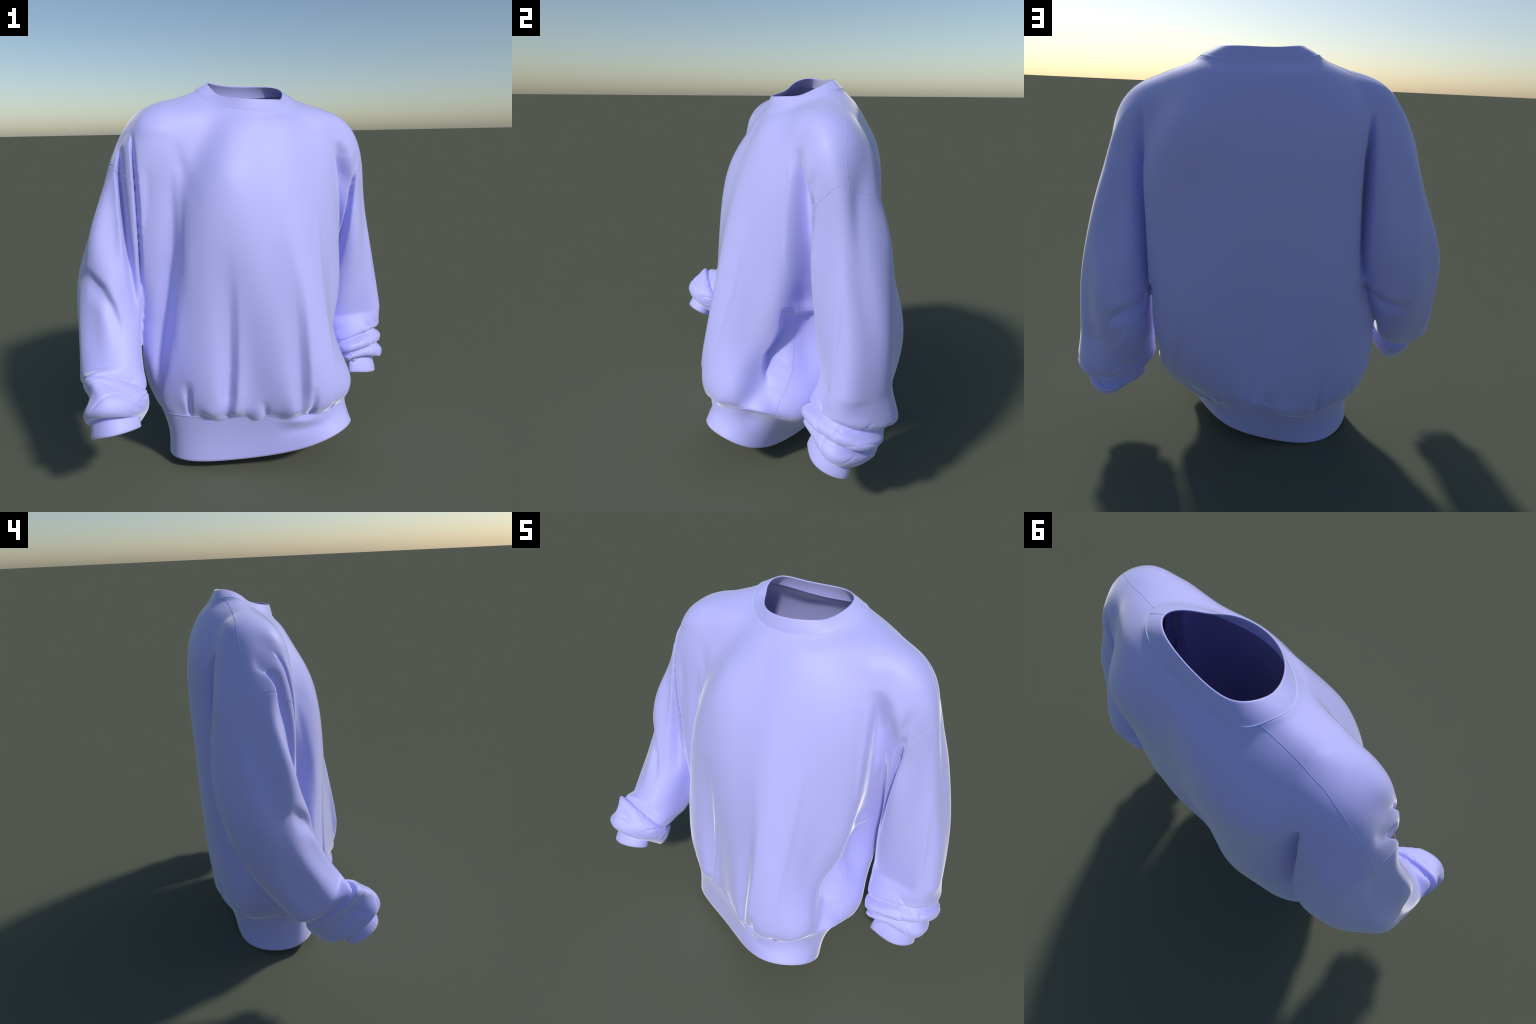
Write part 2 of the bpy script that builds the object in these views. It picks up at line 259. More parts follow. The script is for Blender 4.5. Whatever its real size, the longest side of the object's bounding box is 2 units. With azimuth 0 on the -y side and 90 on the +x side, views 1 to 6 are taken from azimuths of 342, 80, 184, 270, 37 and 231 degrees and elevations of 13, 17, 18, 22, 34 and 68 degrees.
def catmull(K, n):
    """dense rows through a stack of rings"""
    K = np.asarray(K, float); m = len(K); out = []
    for s in range(m - 1):
        p0, p1, p2, p3 = K[max(s - 1, 0)], K[s], K[s + 1], K[min(s + 2, m - 1)]
        for u in np.linspace(0, 1, n, endpoint=(s == m - 2)):
            out.append(.5 * (2 * p1 + (p2 - p0) * u + (2 * p0 - 5 * p1 + 4 * p2 - p3) * u * u + (3 * p1 - p0 - 3 * p2 + p3) * u ** 3))
    return np.array(out)

def sleeve_surface(side, nt=170, nph=200):
    s = SLEEVE[side]; ph = np.linspace(0, TAU, nph + 1)[:-1]; t = np.linspace(0, s["end"], nt)
    X, T = sleeve_spine(s["spine"], t)
    b = np.array([0, 1, 0.]) - T * T[:, 1:2]; b /= np.linalg.norm(b, axis=1, keepdims=True); a = np.cross(b, T)
    brk = np.linspace(0, TAU, 23)[:-1]
    R = clamped_basis(SLEEVE_BREAKS, t) @ np.array([s["radii"][k] for k in sorted(s["radii"])]) @ ring_basis(brk, ph).T
    deg = np.degrees(ph)
    for pts in s["folds"]:
        p = np.array(pts, float); p = p[np.argsort(p[:, 0])]
        tt = t[:, None]; ang = np.interp(t, p[:, 0], p[:, 1]); dep = np.interp(t, p[:, 0], p[:, 2], left=0, right=0); w = np.interp(t, p[:, 0], p[:, 3])
        d = (deg[None, :] - ang[:, None] + 180) % 360 - 180
        R = R + dep[:, None] * np.exp(-(d / w[:, None]) ** 2)
    P = X[:, None] + R[..., None] * (np.cos(ph)[None, :, None] * a[:, None] + np.sin(ph)[None, :, None] * b[:, None])
    rings = [P[-1]] + [ring_from_extremes(*(r if side == "left" else (r[2], r[1], r[0], r[3])), ph) for r in s["rolls"]]
    # wrinkle the rolls a little so they do not repeat
    rng = np.random.default_rng(s["seed"])
    for k in range(1, len(rings) - 1):
        c = rings[k].mean(0); n = len(ph)
        wob = sum(rng.uniform(-1, 1) * .016 / m ** .5 * np.sin(m * ph + rng.uniform(0, TAU)) for m in (2, 3, 4, 5, 7))
        rings[k] = c + (rings[k] - c) * (1 + wob[:, None])
    rows = catmull(rings, 10)
    return np.concatenate([P[:-1], rows]), ph, t

# ------------------------------------------------------------------ mesh helpers
def grid_faces(nr, nc, base=0):
    f = []
    for i in range(nr - 1):
        for j in range(nc):
            k = (j + 1) % nc
            f.append((base + i * nc + j, base + i * nc + k, base + (i + 1) * nc + k, base + (i + 1) * nc + j))
    return f

class Solid:
    """vertices, faces and a label per face"""
    def __init__(self): self.v, self.f, self.lab, self.n = [], [], [], 0
    def loft(self, G, label, cap0, cap1, flip=False):
        nr, nc, _ = G.shape
        c0, c1 = G[0].mean(0), G[-1].mean(0)
        self.v.append(np.concatenate([G.reshape(-1, 3), [c0, c1]]))
        F = grid_faces(nr, nc, self.n); L = [label] * len(F); b = self.n
        for j in range(nc):
            k = (j + 1) % nc
            F.append((b + nr * nc, b + k, b + j)); L.append(cap0)
            F.append((b + nr * nc + 1, b + (nr - 1) * nc + j, b + (nr - 1) * nc + k)); L.append(cap1)
        if flip: F = [tuple(reversed(q)) for q in F]
        self.f += F; self.lab += L; self.n += nr * nc + 2
    def verts(self): return np.concatenate(self.v)

def new_object(name, verts, faces, mat, parent):
    me = bpy.data.meshes.new(name)
    me.from_pydata([tuple(v) for v in verts], [], [tuple(int(i) for i in f) for f in faces])
    me.update()
    me.materials.append(mat)
    for p in me.polygons: p.use_smooth = True
    ob = bpy.data.objects.new(name, me); bpy.context.scene.collection.objects.link(ob)
    ob.parent = parent
    return ob

# ------------------------------------------------------------------ materials
def cloth_material(name, rib=False):
    m = bpy.data.materials.new(name); m.use_nodes = True; nt = m.node_tree; nt.nodes.clear()
    out = nt.nodes.new("ShaderNodeOutputMaterial"); bs = nt.nodes.new("ShaderNodeBsdfPrincipled")
    nt.links.new(bs.outputs[0], out.inputs[0])
    tc = nt.nodes.new("ShaderNodeTexCoord")
    noise = nt.nodes.new("ShaderNodeTexNoise"); noise.inputs["Scale"].default_value = 260 if rib else 180; noise.inputs["Detail"].default_value = 2
    nt.links.new(tc.outputs["Object"], noise.inputs["Vector"])
    ramp = nt.nodes.new("ShaderNodeValToRGB")
    e = .012 if rib else .006
    ramp.color_ramp.elements[0].color = (.5 - e, .5 - e, 1, 1); ramp.color_ramp.elements[1].color = (.5 + e, .5 + e, 1, 1)
    nt.links.new(noise.outputs["Fac"], ramp.inputs[0]); nt.links.new(ramp.outputs[0], bs.inputs["Base Color"])
    bs.inputs["Roughness"].default_value = 0.55
    bs.inputs["Specular IOR Level"].default_value = 0.5
    bs.inputs["Sheen Weight"].default_value = 1.0
    bs.inputs["Sheen Roughness"].default_value = 0.42
    return m

def thread_material(name, col):
    m = bpy.data.materials.new(name); m.use_nodes = True; nt = m.node_tree
    bs = nt.nodes["Principled BSDF"]
    tc = nt.nodes.new("ShaderNodeTexCoord"); w = nt.nodes.new("ShaderNodeTexNoise"); w.inputs["Scale"].default_value = 60
    nt.links.new(tc.outputs["Object"], w.inputs["Vector"])
    mx = nt.nodes.new("ShaderNodeMix"); mx.data_type = "RGBA"
    mx.inputs[6].default_value = (*col, 1); mx.inputs[7].default_value = (*[min(1, c * 1.08) for c in col], 1)
    nt.links.new(w.outputs["Fac"], mx.inputs[0]); nt.links.new(mx.outputs[2], bs.inputs["Base Color"])
    bs.inputs["Roughness"].default_value = .6; bs.inputs["Sheen Weight"].default_value = .8
    return m

# ------------------------------------------------------------------ build
for ob in list(bpy.data.objects): bpy.data.objects.remove(ob)
root = bpy.data.objects.new("sweatshirt", None); bpy.context.scene.collection.objects.link(root)
root["label"] = "oversized lavender crew-neck sweatshirt standing as if worn"
root["category"] = "sweatshirt"
CLOTH = cloth_material("lavender_fleece"); RIB = cloth_material("lavender_rib_knit", True)
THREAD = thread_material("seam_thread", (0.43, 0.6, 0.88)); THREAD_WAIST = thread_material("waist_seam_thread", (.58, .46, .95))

BODY_L, CAP, SL_L, SL_R = 0, 9, 1, 2
src = Solid()
G_body = body_surface()
src.loft(G_body, BODY_L, CAP, CAP)
G_left, PH, T_left = sleeve_surface("left"); G_right, _, T_right = sleeve_surface("right")
src.loft(G_left, SL_L, SL_L, CAP); src.loft(G_right, SL_R, SL_R, CAP)
# rounded shoulder caps: tubes that run just under the shoulder line (x, z), so body and sleeve meet in one dome
def shoulder_cap(line, y, radius):
    p = np.array(line, float); d = np.concatenate([[0], np.cumsum(np.linalg.norm(np.diff(p, axis=0), axis=1))]); q = np.linspace(0, d[-1], 60)
    k = np.exp(-((q[:, None] - q[None, :]) / .03) ** 2); k /= k.sum(1, keepdims=True)
    L = k @ np.stack([np.interp(q, d, p[:, 0]), np.interp(q, d, p[:, 1])], -1)
    T = np.gradient(L, axis=0); T /= np.linalg.norm(T, axis=1, keepdims=True)
    n = np.stack([-T[:, 1], T[:, 0]], -1); n *= np.sign(n[:, 1:2] + 1e-9)
    r = radius * np.sqrt(np.clip(1 - (np.linspace(-1, 1, 60) ** 2) ** 3, .02, 1))
    c = L - n * r[:, None]; a = np.linspace(0, TAU, 81)[:-1]; yy = np.interp(q, [0, q[-1]], y)
    return np.stack([c[:, :1] + n[:, :1] * r[:, None] * np.cos(a), yy[:, None] + r[:, None] * np.sin(a), c[:, 1:] + n[:, 1:] * r[:, None] * np.cos(a)], -1)
src.loft(shoulder_cap([(-.36, 1.917), (-.42, 1.902), (-.47, 1.889), (-.52, 1.869), (-.572, 1.826), (-.60, 1.789), (-.628, 1.747), (-.655, 1.692), (-.692, 1.59)], (.09, .07), .145), BODY_L, BODY_L, BODY_L)
src.loft(shoulder_cap([(.36, 1.893), (.388, 1.885), (.481, 1.861), (.54, 1.838), (.592, 1.812), (.654, 1.752), (.695, 1.67), (.715, 1.56)], (.15, .15), .135), BODY_L, BODY_L, BODY_L)
V = src.verts()

def quad_normals(P, F):
    n = np.zeros_like(P); fn = np.cross(P[F[:, 2]] - P[F[:, 0]], P[F[:, 3]] - P[F[:, 1]])
    for k in range(4):
        for c in range(3): n[:, c] += np.bincount(F[:, k], weights=fn[:, c], minlength=len(P))
    return n / np.maximum(np.linalg.norm(n, axis=1, keepdims=True), 1e-12)

# one closed solid -> one skin
tmp = new_object("tmp", V, src.f, CLOTH, None)
bm = bmesh.new(); bm.from_mesh(tmp.data)
bmesh.ops.recalc_face_normals(bm, faces=bm.faces); bm.to_mesh(tmp.data); bm.free()
md = tmp.modifiers.new("skin", "REMESH"); md.mode = "VOXEL"; md.voxel_size = 0.0055; md.adaptivity = 0
bpy.context.view_layer.update()
ev = tmp.evaluated_get(bpy.context.evaluated_depsgraph_get()); me = ev.to_mesh()
sv = np.empty(len(me.vertices) * 3); me.vertices.foreach_get("co", sv); sv = sv.reshape(-1, 3)
sf = np.array([tuple(p.vertices) for p in me.polygons])
ev.to_mesh_clear(); bpy.data.objects.remove(tmp)

# smooth the skin where a sleeve runs into the shoulder, leave creases lower down crisp
trees = {}
for lab in (BODY_L, SL_L, SL_R):
    trees[lab] = BVHTree.FromPolygons([tuple(v) for v in V], [f for f, l in zip(src.f, src.lab) if l == lab])
near = np.zeros(len(sv))
cand = np.where((sv[:, 2] > 1.2) & (np.abs(sv[:, 0]) > .3) & (np.abs(sv[:, 0]) < .72))[0]
for i in cand:
    p = Vector(sv[i]); d0 = trees[BODY_L].find_nearest(p)[3]; d1 = trees[SL_L if p.x > 0 else SL_R].find_nearest(p)[3]
    near[i] = max(0, 1 - max(d0, d1) / .06)
near = smooth(near, 0, .8)
E_ = np.concatenate([sf[:, [0, 1]], sf[:, [1, 2]], sf[:, [2, 3]], sf[:, [3, 0]]]); E_ = np.concatenate([E_, E_[:, ::-1]])
deg_ = np.bincount(E_[:, 0], minlength=len(sv)).astype(float)
def relax(P, w, n):
    for _ in range(n):
        A = np.stack([np.bincount(E_[:, 0], weights=P[E_[:, 1], k], minlength=len(P)) for k in range(3)], -1) / deg_[:, None]
        P = P + w[:, None] * (A - P)
    return P
high = near * smooth(sv[:, 2], 1.56, 1.68)
cap_zone = smooth(sv[:, 2], 1.50, 1.62) * smooth(sv[:, 1], -.02, .06) * smooth(np.abs(sv[:, 0]), .36, .44)
cap_zone = np.maximum(cap_zone, smooth(sv[:, 2], 1.715, 1.775) * smooth(np.abs(sv[:, 0]), .38, .46))
high = np.maximum(high, cap_zone)
sv = relax(sv, .7 * high, 130)
sv = sv + quad_normals(sv, sf) * (.004 * cap_zone)[:, None]
sv = relax(sv, .5 * np.ones(len(sv)), 3)

# creases pressed into (or, with a negative depth, ridges raised from) the cloth.
# direction of the push, then x, y, z, depth, width on one side, width on the other
INTO, FROM_BACK, FROM_LEFT = (0, 1, 0), (0, -1, 0), (-1, 0, 0)
CREASES = [
    # right arm: slit between body pleat and sleeve pleat, then the deep valley before the sleeve
    (INTO, [(-.588, -.06, 1.765, 0, .005, .005), (-.592, -.10, 1.70, .03, .006, .006), (-.5945, -.13, 1.60, .06, .006, .006), (-.5945, -.13, 1.40, .08, .006, .006), (-.595, -.13, 1.15, .06, .006, .006), (-.60, -.12, .98, 0, .006, .006)]),
    (INTO, [(-.618, -.02, 1.765, 0, .008, .008), (-.643, -.04, 1.69, .04, .012, .010), (-.656, -.06, 1.56, .07, .014, .012), (-.655, -.09, 1.40, .08, .015, .013), (-.652, -.11, 1.25, .07, .016, .014), (-.645, -.12, 1.12, .05, .02, .016), (-.635, -.13, .98, .03, .02, .016), (-.63, -.13, .85, 0, .02, .016)]),
    # left arm: crevice between upper-arm pleat and sleeve
    (INTO, [(.632, .04, 1.50, 0, .006, .006), (.626, .04, 1.46, .03, .007, .007), (.620, .035, 1.38, .06, .009, .009), (.602, .03, 1.25, .06, .012, .010), (.585, .04, 1.12, .05, .012, .01), (.57, .05, 1.0, .03, .012, .01), (.56, .06, .90, 0, .012, .01)]),
    (INTO, [(.640, .03, 1.63, 0, .02, .02), (.634, .04, 1.55, .014, .016, .016), (.630, .04, 1.46, .012, .012, .012)]),
    # armpit hollow beside the front corner of the body, left
    ((-.75, .66, 0), [(.52, -.02, 1.69, 0, .03, .02), (.533, .0, 1.62, .022, .034, .022), (.537, .01, 1.50, .034, .034, .024), (.53, .02, 1.35, .034, .036, .03), (.525, .03, 1.20, .020, .04, .03), (.52, .05, 1.05, 0, .04, .03)]),
    ((-.75, .66, 0), [(.47, -.05, 1.64, 0, .012, .03), (.484, -.045, 1.56, -.007, .012, .03), (.488, -.05, 1.40, -.009, .012, .03), (.492, -.05, 1.22, -.006, .012, .03), (.495, -.04, 1.08, 0, .012, .03)]),
    # right sleeve: dent and crease across the elbow
    (INTO, [(-.850, -.09, 1.13, 0, .02, .02), (-.835, -.11, 1.085, .022, .05, .022), (-.792, -.15, 1.035, .034, .06, .020), (-.753, -.19, .955, .026, .04, .018), (-.730, -.22, .87, .012, .04, .02), (-.72, -.25, .78, 0, .04, .02)]),
    # elbow folds at the back of both sleeves
    (FROM_BACK, [(-.53, .15, .915, .03, .03, .008), (-.58, .2, .885, .055, .04, .008), (-.637, .2, .845, .055, .055, .008), (-.69, .2, .838, .025, .05, .010), (-.75, .2, .85, 0, .05, .012)]),
    (FROM_BACK, [(-.53, .15, .945, 0, .02, .04), (-.58, .2, .915, -.010, .02, .04), (-.637, .2, .875, -.012, .02, .04), (-.69, .2, .865, -.006, .02, .04), (-.74, .2, .87, 0, .02, .04)]),
    (FROM_BACK, [(.535, .28, .865, .06, .008, .05), (.56, .37, .825, .07, .008, .06), (.60, .43, .815, .05, .008, .06), (.64, .46, .785, .02, .010, .05), (.66, .46, .74, 0, .012, .05)]),
    (FROM_BACK, [(.54, .28, .895, 0, .04, .02), (.57, .37, .855, -.012, .04, .02), (.61, .43, .845, -.010, .04, .02), (.66, .46, .81, 0, .04, .02)]),
    (FROM_BACK, [(.55, .27, .77, 0, .012, .03), (.575, .35, .72, -.006, .012, .03), (.605, .40, .66, -.008, .012, .03), (.65, .42, .58, 0, .012, .03)]),
    # vertical hangs of the front
    (INTO, [(-.215, -.30, 1.22, 0, .07, .04), (-.205, -.31, 1.0, .010, .07, .028), (-.203, -.31, .80, .018, .07, .022), (-.206, -.31, .60, .028, .06, .018), (-.217, -.315, .45, .034, .05, .016), (-.226, -.32, .37, .026, .035, .013), (-.228, -.32, .31, 0, .03, .012)]),
    (INTO, [(-.165, -.315, 1.05, 0, .012, .05), (-.163, -.315, .83, -.006, .012, .05), (-.172, -.32, .60, -.010, .010, .05), (-.188, -.325, .45, -.012, .009, .05), (-.196, -.325, .37, -.008, .009, .04), (-.20, -.32, .32, 0, .009, .04)]),
    (INTO, [(.08, -.32, 1.22, 0, .06, .04), (.105, -.36, 1.0, .008, .08, .035), (.118, -.385, .80, .016, .07, .030), (.122, -.405, .62, .022, .065, .026), (.122, -.425, .47, .022, .05, .022), (.12, -.42, .38, .010, .035, .02), (.12, -.41, .33, 0, .03, .02)]),
    (INTO, [(.165, -.36, 1.08, 0, .014, .06), (.166, -.38, .80, -.006, .014, .06), (.166, -.40, .60, -.009, .012, .05), (.163, -.42, .45, -.008, .012, .04), (.16, -.42, .36, 0, .012, .04)]),
    (INTO, [(.303, -.20, 1.35, 0, .03, .01), (.30, -.23, 1.2, -.004, .03, .010), (.302, -.28, .98, -.006, .035, .009), (.304, -.34, .78, -.006, .035, .009), (.31, -.40, .58, -.003, .03, .010), (.31, -.41, .48, 0, .03, .012)]),
    (INTO, [(-.42, -.25, .54, 0, .025, .02), (-.415, -.24, .46, .022, .02, .012), (-.412, -.235, .40, .03, .014, .008), (-.408, -.22, .345, .02, .012, .008), (-.405, -.21, .31, 0, .012, .008)]),
    (INTO, [(-.40, -.10, 1.72, 0, .03, .03), (-.38, -.11, 1.60, .008, .04, .03), (-.35, -.15, 1.48, .004, .05, .03), (-.33, -.2, 1.38, 0, .05, .03)]),
    # hollow under the left arm
    (FROM_LEFT, [(.49, -.05, .93, 0, .012, .06), (.485, -.05, .87, .035, .012, .07), (.465, -.052, .80, .052, .012, .075), (.44, -.085, .72, .058, .011, .08), (.42, -.118, .65, .052, .011, .075), (.405, -.125, .57, .03, .014, .06), (.40, -.12, .49, 0, .02, .05)]),
    # the back panel stands clear of both sleeves
    (FROM_BACK, [(.525, .36, 1.74, 0, .02, .008), (.526, .37, 1.66, .03, .03, .008), (.526, .38, 1.50, .05, .035, .008), (.522, .38, 1.25, .06, .03, .008), (.522, .36, 1.00, .05, .02, .008), (.52, .35, .86, 0, .02, .008)]),
    (FROM_BACK, [(-.482, .28, 1.745, 0, .008, .012), (-.472, .28, 1.68, .04, .010, .018), (-.468, .29, 1.55, .09, .010, .022), (-.474, .31, 1.35, .12, .010, .022), (-.485, .31, 1.10, .09, .010, .018), (-.50, .29, .95, .04, .01, .015), (-.51, .28, .88, 0, .01, .015)]),
    # drop beside the left-hand front pleat
    (INTO, [(-.425, -.11, 1.62, 0, .04, .02), (-.430, -.15, 1.35, .014, .045, .018), (-.438, -.17, 1.17, .028, .05, .018), (-.468, -.18, .95, .042, .05, .018), (-.494, -.17, .79, .048, .045, .017), (-.526, -.155, .60, .038, .035, .015), (-.551, -.135, .47, .018, .025, .013), (-.56, -.12, .39, 0, .025, .012)]),
    (INTO, [(-.400, -.14, 1.45, 0, .012, .04), (-.404, -.16, 1.32, -.004, .010, .04), (-.410, -.187, 1.17, -.009, .010, .04), (-.442, -.193, .95, -.011, .009, .04), (-.467, -.188, .79, -.012, .009, .04), (-.502, -.171, .59, -.010, .008, .03), (-.529, -.148, .46, -.005, .008, .03), (-.54, -.13, .40, 0, .008, .03)]),
    # soft hangs and tucks of the back
    (FROM_BACK, [(-.02, .38, .80, 0, .05, .05), (-.023, .36, .60, .010, .045, .045), (-.02, .36, .45, .016, .035, .035), (-.01, .35, .35, .018, .022, .022), (-.01, .345, .29, .004, .02, .02)]),
    (FROM_BACK, [(-.345, .32, .47, 0, .03, .03), (-.342, .31, .37, .014, .022, .014), (-.33, .29, .28, .022, .015, .010), (-.32, .27, .235, .01, .012, .010)]),
    (FROM_BACK, [(.30, .43, 1.05, 0, .03, .05), (.30, .42, .80, .004, .025, .06), (.345, .385, .60, .010, .022, .06), (.39, .32, .46, .014, .016, .05), (.41, .27, .38, 0, .016, .05)]),
    (FROM_BACK, [(.17, .33, .36, 0, .02, .02), (.17, .31, .29, .012, .014, .014), (.17, .29, .23, .008, .01, .01)]),
    (FROM_BACK, [(-.49, .22, .40, 0, .02, .02), (-.50, .20, .33, .014, .014, .014), (-.49, .18, .26, .010, .01, .01)]),
    (INTO, [(.19, -.44, .50, 0, .03, .02), (.185, -.44, .42, .016, .022, .016), (.18, -.41, .345, .022, .016, .010), (.175, -.40, .31, .006, .01, .008)]),
    (INTO, [(.30, -.42, .40, 0, .02, .02), (.305, -.40, .355, .012, .014, .010), (.31, -.38, .32, .008, .01, .008)]),
    (INTO, [(-.05, -.35, .42, 0, .02, .02), (-.045, -.345, .36, .012, .016, .012), (-.04, -.33, .32, .008, .01, .01)]),
    # raised edge of cloth where the left body side folds over the hollow
    (FROM_LEFT, [(.45, -.03, .875, 0, .012, .04), (.48, .02, .888, -.020, .016, .05), (.51, .08, .895, -.022, .016, .05), (.53, .14, .90, -.013, .016, .05), (.54, .18, .91, 0, .012, .04)]),
    # long ridge down the front of the left sleeve
    ((-.75, .66, 0), [(.785, .10, 1.18, 0, .02, .02), (.796, .109, 1.033, -.007, .035, .016), (.805, .109, .92, -.010, .04, .014), (.814, .095, .768, -.010, .04, .014), (.829, .082, .62, -.006, .03, .014), (.83, .08, .54, 0, .03, .014)]),
]

def press(P, N, push, pts):
    D = np.array(push, float); D /= np.linalg.norm(D); p = np.array(pts, float)
    d = np.concatenate([[0], np.cumsum(np.linalg.norm(np.diff(p[:, :3], axis=0), axis=1))]); q = np.linspace(0, d[-1], 160)
    S = np.stack([np.interp(q, d, p[:, k]) for k in range(6)], -1)
    T = np.gradient(S[:, :3], axis=0); side = np.cross(D, T); side /= np.linalg.norm(side, axis=1, keepdims=True)
    reach = 3 * p[:, 4:6].max()
    lo, hi = S[:, :3].min(0) - reach - .05, S[:, :3].max(0) + reach + .05
    idx = np.where(((P > lo) & (P < hi)).all(1) & (N @ D < -.05))[0]
    for part in np.array_split(idx, max(1, len(idx) // 4000)):
        r = P[part][:, None, :] - S[None, :, :3]; along = r @ D; flat = r - along[..., None] * D
        j = (flat ** 2).sum(-1).argmin(1); k = np.arange(len(part))
        s = (flat[k, j] * side[j]).sum(-1); dist = np.sqrt((flat[k, j] ** 2).sum(-1))
        w = np.where(s > 0, S[j, 4], S[j, 5])
        amount = S[j, 3] * np.exp(-(dist / w) ** 2) * smooth(np.abs(along[k, j]), .14, .09) * np.clip(-(N[part] @ D) / .35, 0, 1)
        P[part] += amount[:, None] * D
    return P
sn = quad_normals(sv, sf)
base_sv = sv.copy()
for push, pts in CREASES: sv = press(sv, sn, push, pts)
sv = relax(sv, .5 * np.ones(len(sv)), 2)

# fine crumples in the pushed-up sleeve ends, running round the arm
from mathutils import noise
for key in ("left", "right"):
    s = SLEEVE[key]; ax = np.array(s["cuff_axis"]); c0 = np.array(s["rolls"][0]).mean(0); c1 = np.array(s["rolls"][-1]).mean(0); L = (c0 - c1) @ ax
    idx = np.where((np.linalg.norm(sv - (c0 + c1) / 2, axis=1) < .30) & (((sv - c1) @ ax) > -.03) & (((sv - c1) @ ax) < L + .06))[0]
    idx = idx[(sv[idx, 0] > .54) if key == "left" else (sv[idx, 0] < -.59)]
    side_n = quad_normals(sv, sf); tree = trees[SL_L if key == "left" else SL_R]
    for i in idx:
        if tree.find_nearest(Vector(sv[i]))[3] > .004: continue
        r = sv[i] - c1; h = r @ ax; flat = r - h * ax
        q = Vector(flat * 5) + Vector(ax * (h * 12 + .9 * math.sin(flat[0] * 14 + flat[1] * 9)))
        v = noise.noise(q); u = noise.noise(q * 1.6 + Vector((3, 1, 7)))
        amp = min(1, max(0, (h + .02) / .05)) * min(1, max(0, (L + .05 - h) / .05))
        sv[i] += side_n[i] * amp * (.005 * u - .0055 * math.exp(-(v / .07) ** 2) * min(1, abs(u) * 4))
sv = relax(sv, .5 * np.ones(len(sv)), 1)

# label every face of the skin with the part it came from
all_tree = BVHTree.FromPolygons([tuple(v) for v in V], src.f)
lab = np.array([src.lab[all_tree.find_nearest(Vector(c))[2]] for c in base_sv[sf].mean(1)])
cen = sv[sf].mean(1)

lab0 = lab.copy()
# pattern pieces: front and back meet in the shoulder and side seams, sleeves begin at the dropped armholes
SHOULDER = {"left": [(.30, .195, 1.935), (.38, .192, 1.89), (.472, .184, 1.834), (.60, .165, 1.77), (.677, .148, 1.70), (.712, .152, 1.60), (.719, .156, 1.545)],
            "right": [(-.225, .179, 1.966), (-.34, .145, 1.91), (-.45, .122, 1.86), (-.55, .112, 1.80), (-.63, .10, 1.71), (-.694, .09, 1.58)]}
SIDE = {"left": [(.49, .03, .90), (.47, .015, .80), (.50, .008, .69), (.54, -.009, .58), (.55, -.045, .49), (.54, -.083, .42), (.53, -.10, .385)],
        "right": [(-.55, .05, .95), (-.57, .02, .70), (-.58, .0, .5), (-.56, -.01, .36)]}
def plane(pts):
    p = np.array(pts, float); c = p.mean(0); n = np.linalg.svd(p - c)[2][2]
    if n[2] > 0: n = -n
    return n, c @ n
ARMHOLE = {"left": plane([(.72, .158, 1.503), (.654, .039, 1.467), (.545, .048, 1.329), (.589, .379, 1.375), (.55, .25, 1.22)]),
           "right": plane([(-.694, .089, 1.582), (-.666, .04, 1.585), (-.636, -.006, 1.573), (-.603, -.115, 1.491), (-.651, .154, 1.503), (-.593, .214, 1.426), (-.519, .271, 1.356)])}
ARM_CENTRE = {"left": (.62, .18, 1.40), "right": (-.62, .09, 1.48)}
for key, l in (("left", SL_L), ("right", SL_R)):
    n, d = ARMHOLE[key]; lab[(lab == l) & (cen @ n < d)] = BODY_L
sh = np.array([p for p in SHOULDER["right"][::-1] + SHOULDER["left"]]); ys = np.interp(cen[:, 0], sh[:, 0], sh[:, 1])
for key, sgn in (("left", 1), ("right", -1)):
    q = np.array(SIDE[key])[::-1]; lowm = (cen[:, 0] * sgn > 0) & (cen[:, 2] < 1.2)
    ys[lowm] = np.interp(cen[lowm, 2], q[:, 2], q[:, 1])
lab[(lab == BODY_L) & (cen[:, 1] < ys)] = 3; lab[lab == BODY_L] = 4

keep = lab != CAP
sf, cen, lab, lab0 = sf[keep], cen[keep], lab[keep], lab0[keep]

# give the cloth its thickness: an inner skin 3.5 mm inside, closed along the openings
def vertex_normals(P, F):
    n = np.zeros_like(P); fn = np.cross(P[F[:, 2]] - P[F[:, 0]], P[F[:, 3]] - P[F[:, 1]])
    for k in range(4):
        for c in range(3): n[:, c] += np.bincount(F[:, k], weights=fn[:, c], minlength=len(P))
    return n / np.maximum(np.linalg.norm(n, axis=1, keepdims=True), 1e-12)
nrm = vertex_normals(sv, sf)
inner = relax(sv - .0035 * nrm, .3 * np.ones(len(sv)), 2)
ed = {}
for q in sf:
    for a, b in zip(q, np.roll(q, -1)): ed[(a, b)] = 1
N0 = len(sv)
rim = [(b, a, a + N0, b + N0) for (a, b) in ed if (b, a) not in ed]
owner = {}
for q, l in zip(sf, lab):
    for a in q: owner[a] = l
P_all = np.concatenate([sv, inner]); F_all = np.concatenate([sf, sf[:, ::-1] + N0, np.array(rim)])
L_all = np.concatenate([lab, lab, [owner[r[0]] for r in rim]])
N_all = vertex_normals(P_all, F_all); N_all[:N0] = nrm; N_all[N0:] = -nrm

PARTS = [("front_panel", 3), ("back_panel", 4), ("sleeve", SL_L), ("sleeve", SL_R)]
sleeve_obj = {}
for name, l in PARTS:
    F = F_all[L_all == l]; used = np.unique(F); idx = -np.ones(len(P_all), int); idx[used] = np.arange(len(used))
    ob = new_object(name, P_all[used], idx[F], CLOTH, root)
    ob.data.normals_split_custom_set_from_vertices([tuple(n) for n in N_all[used]])
    sleeve_obj[l] = ob

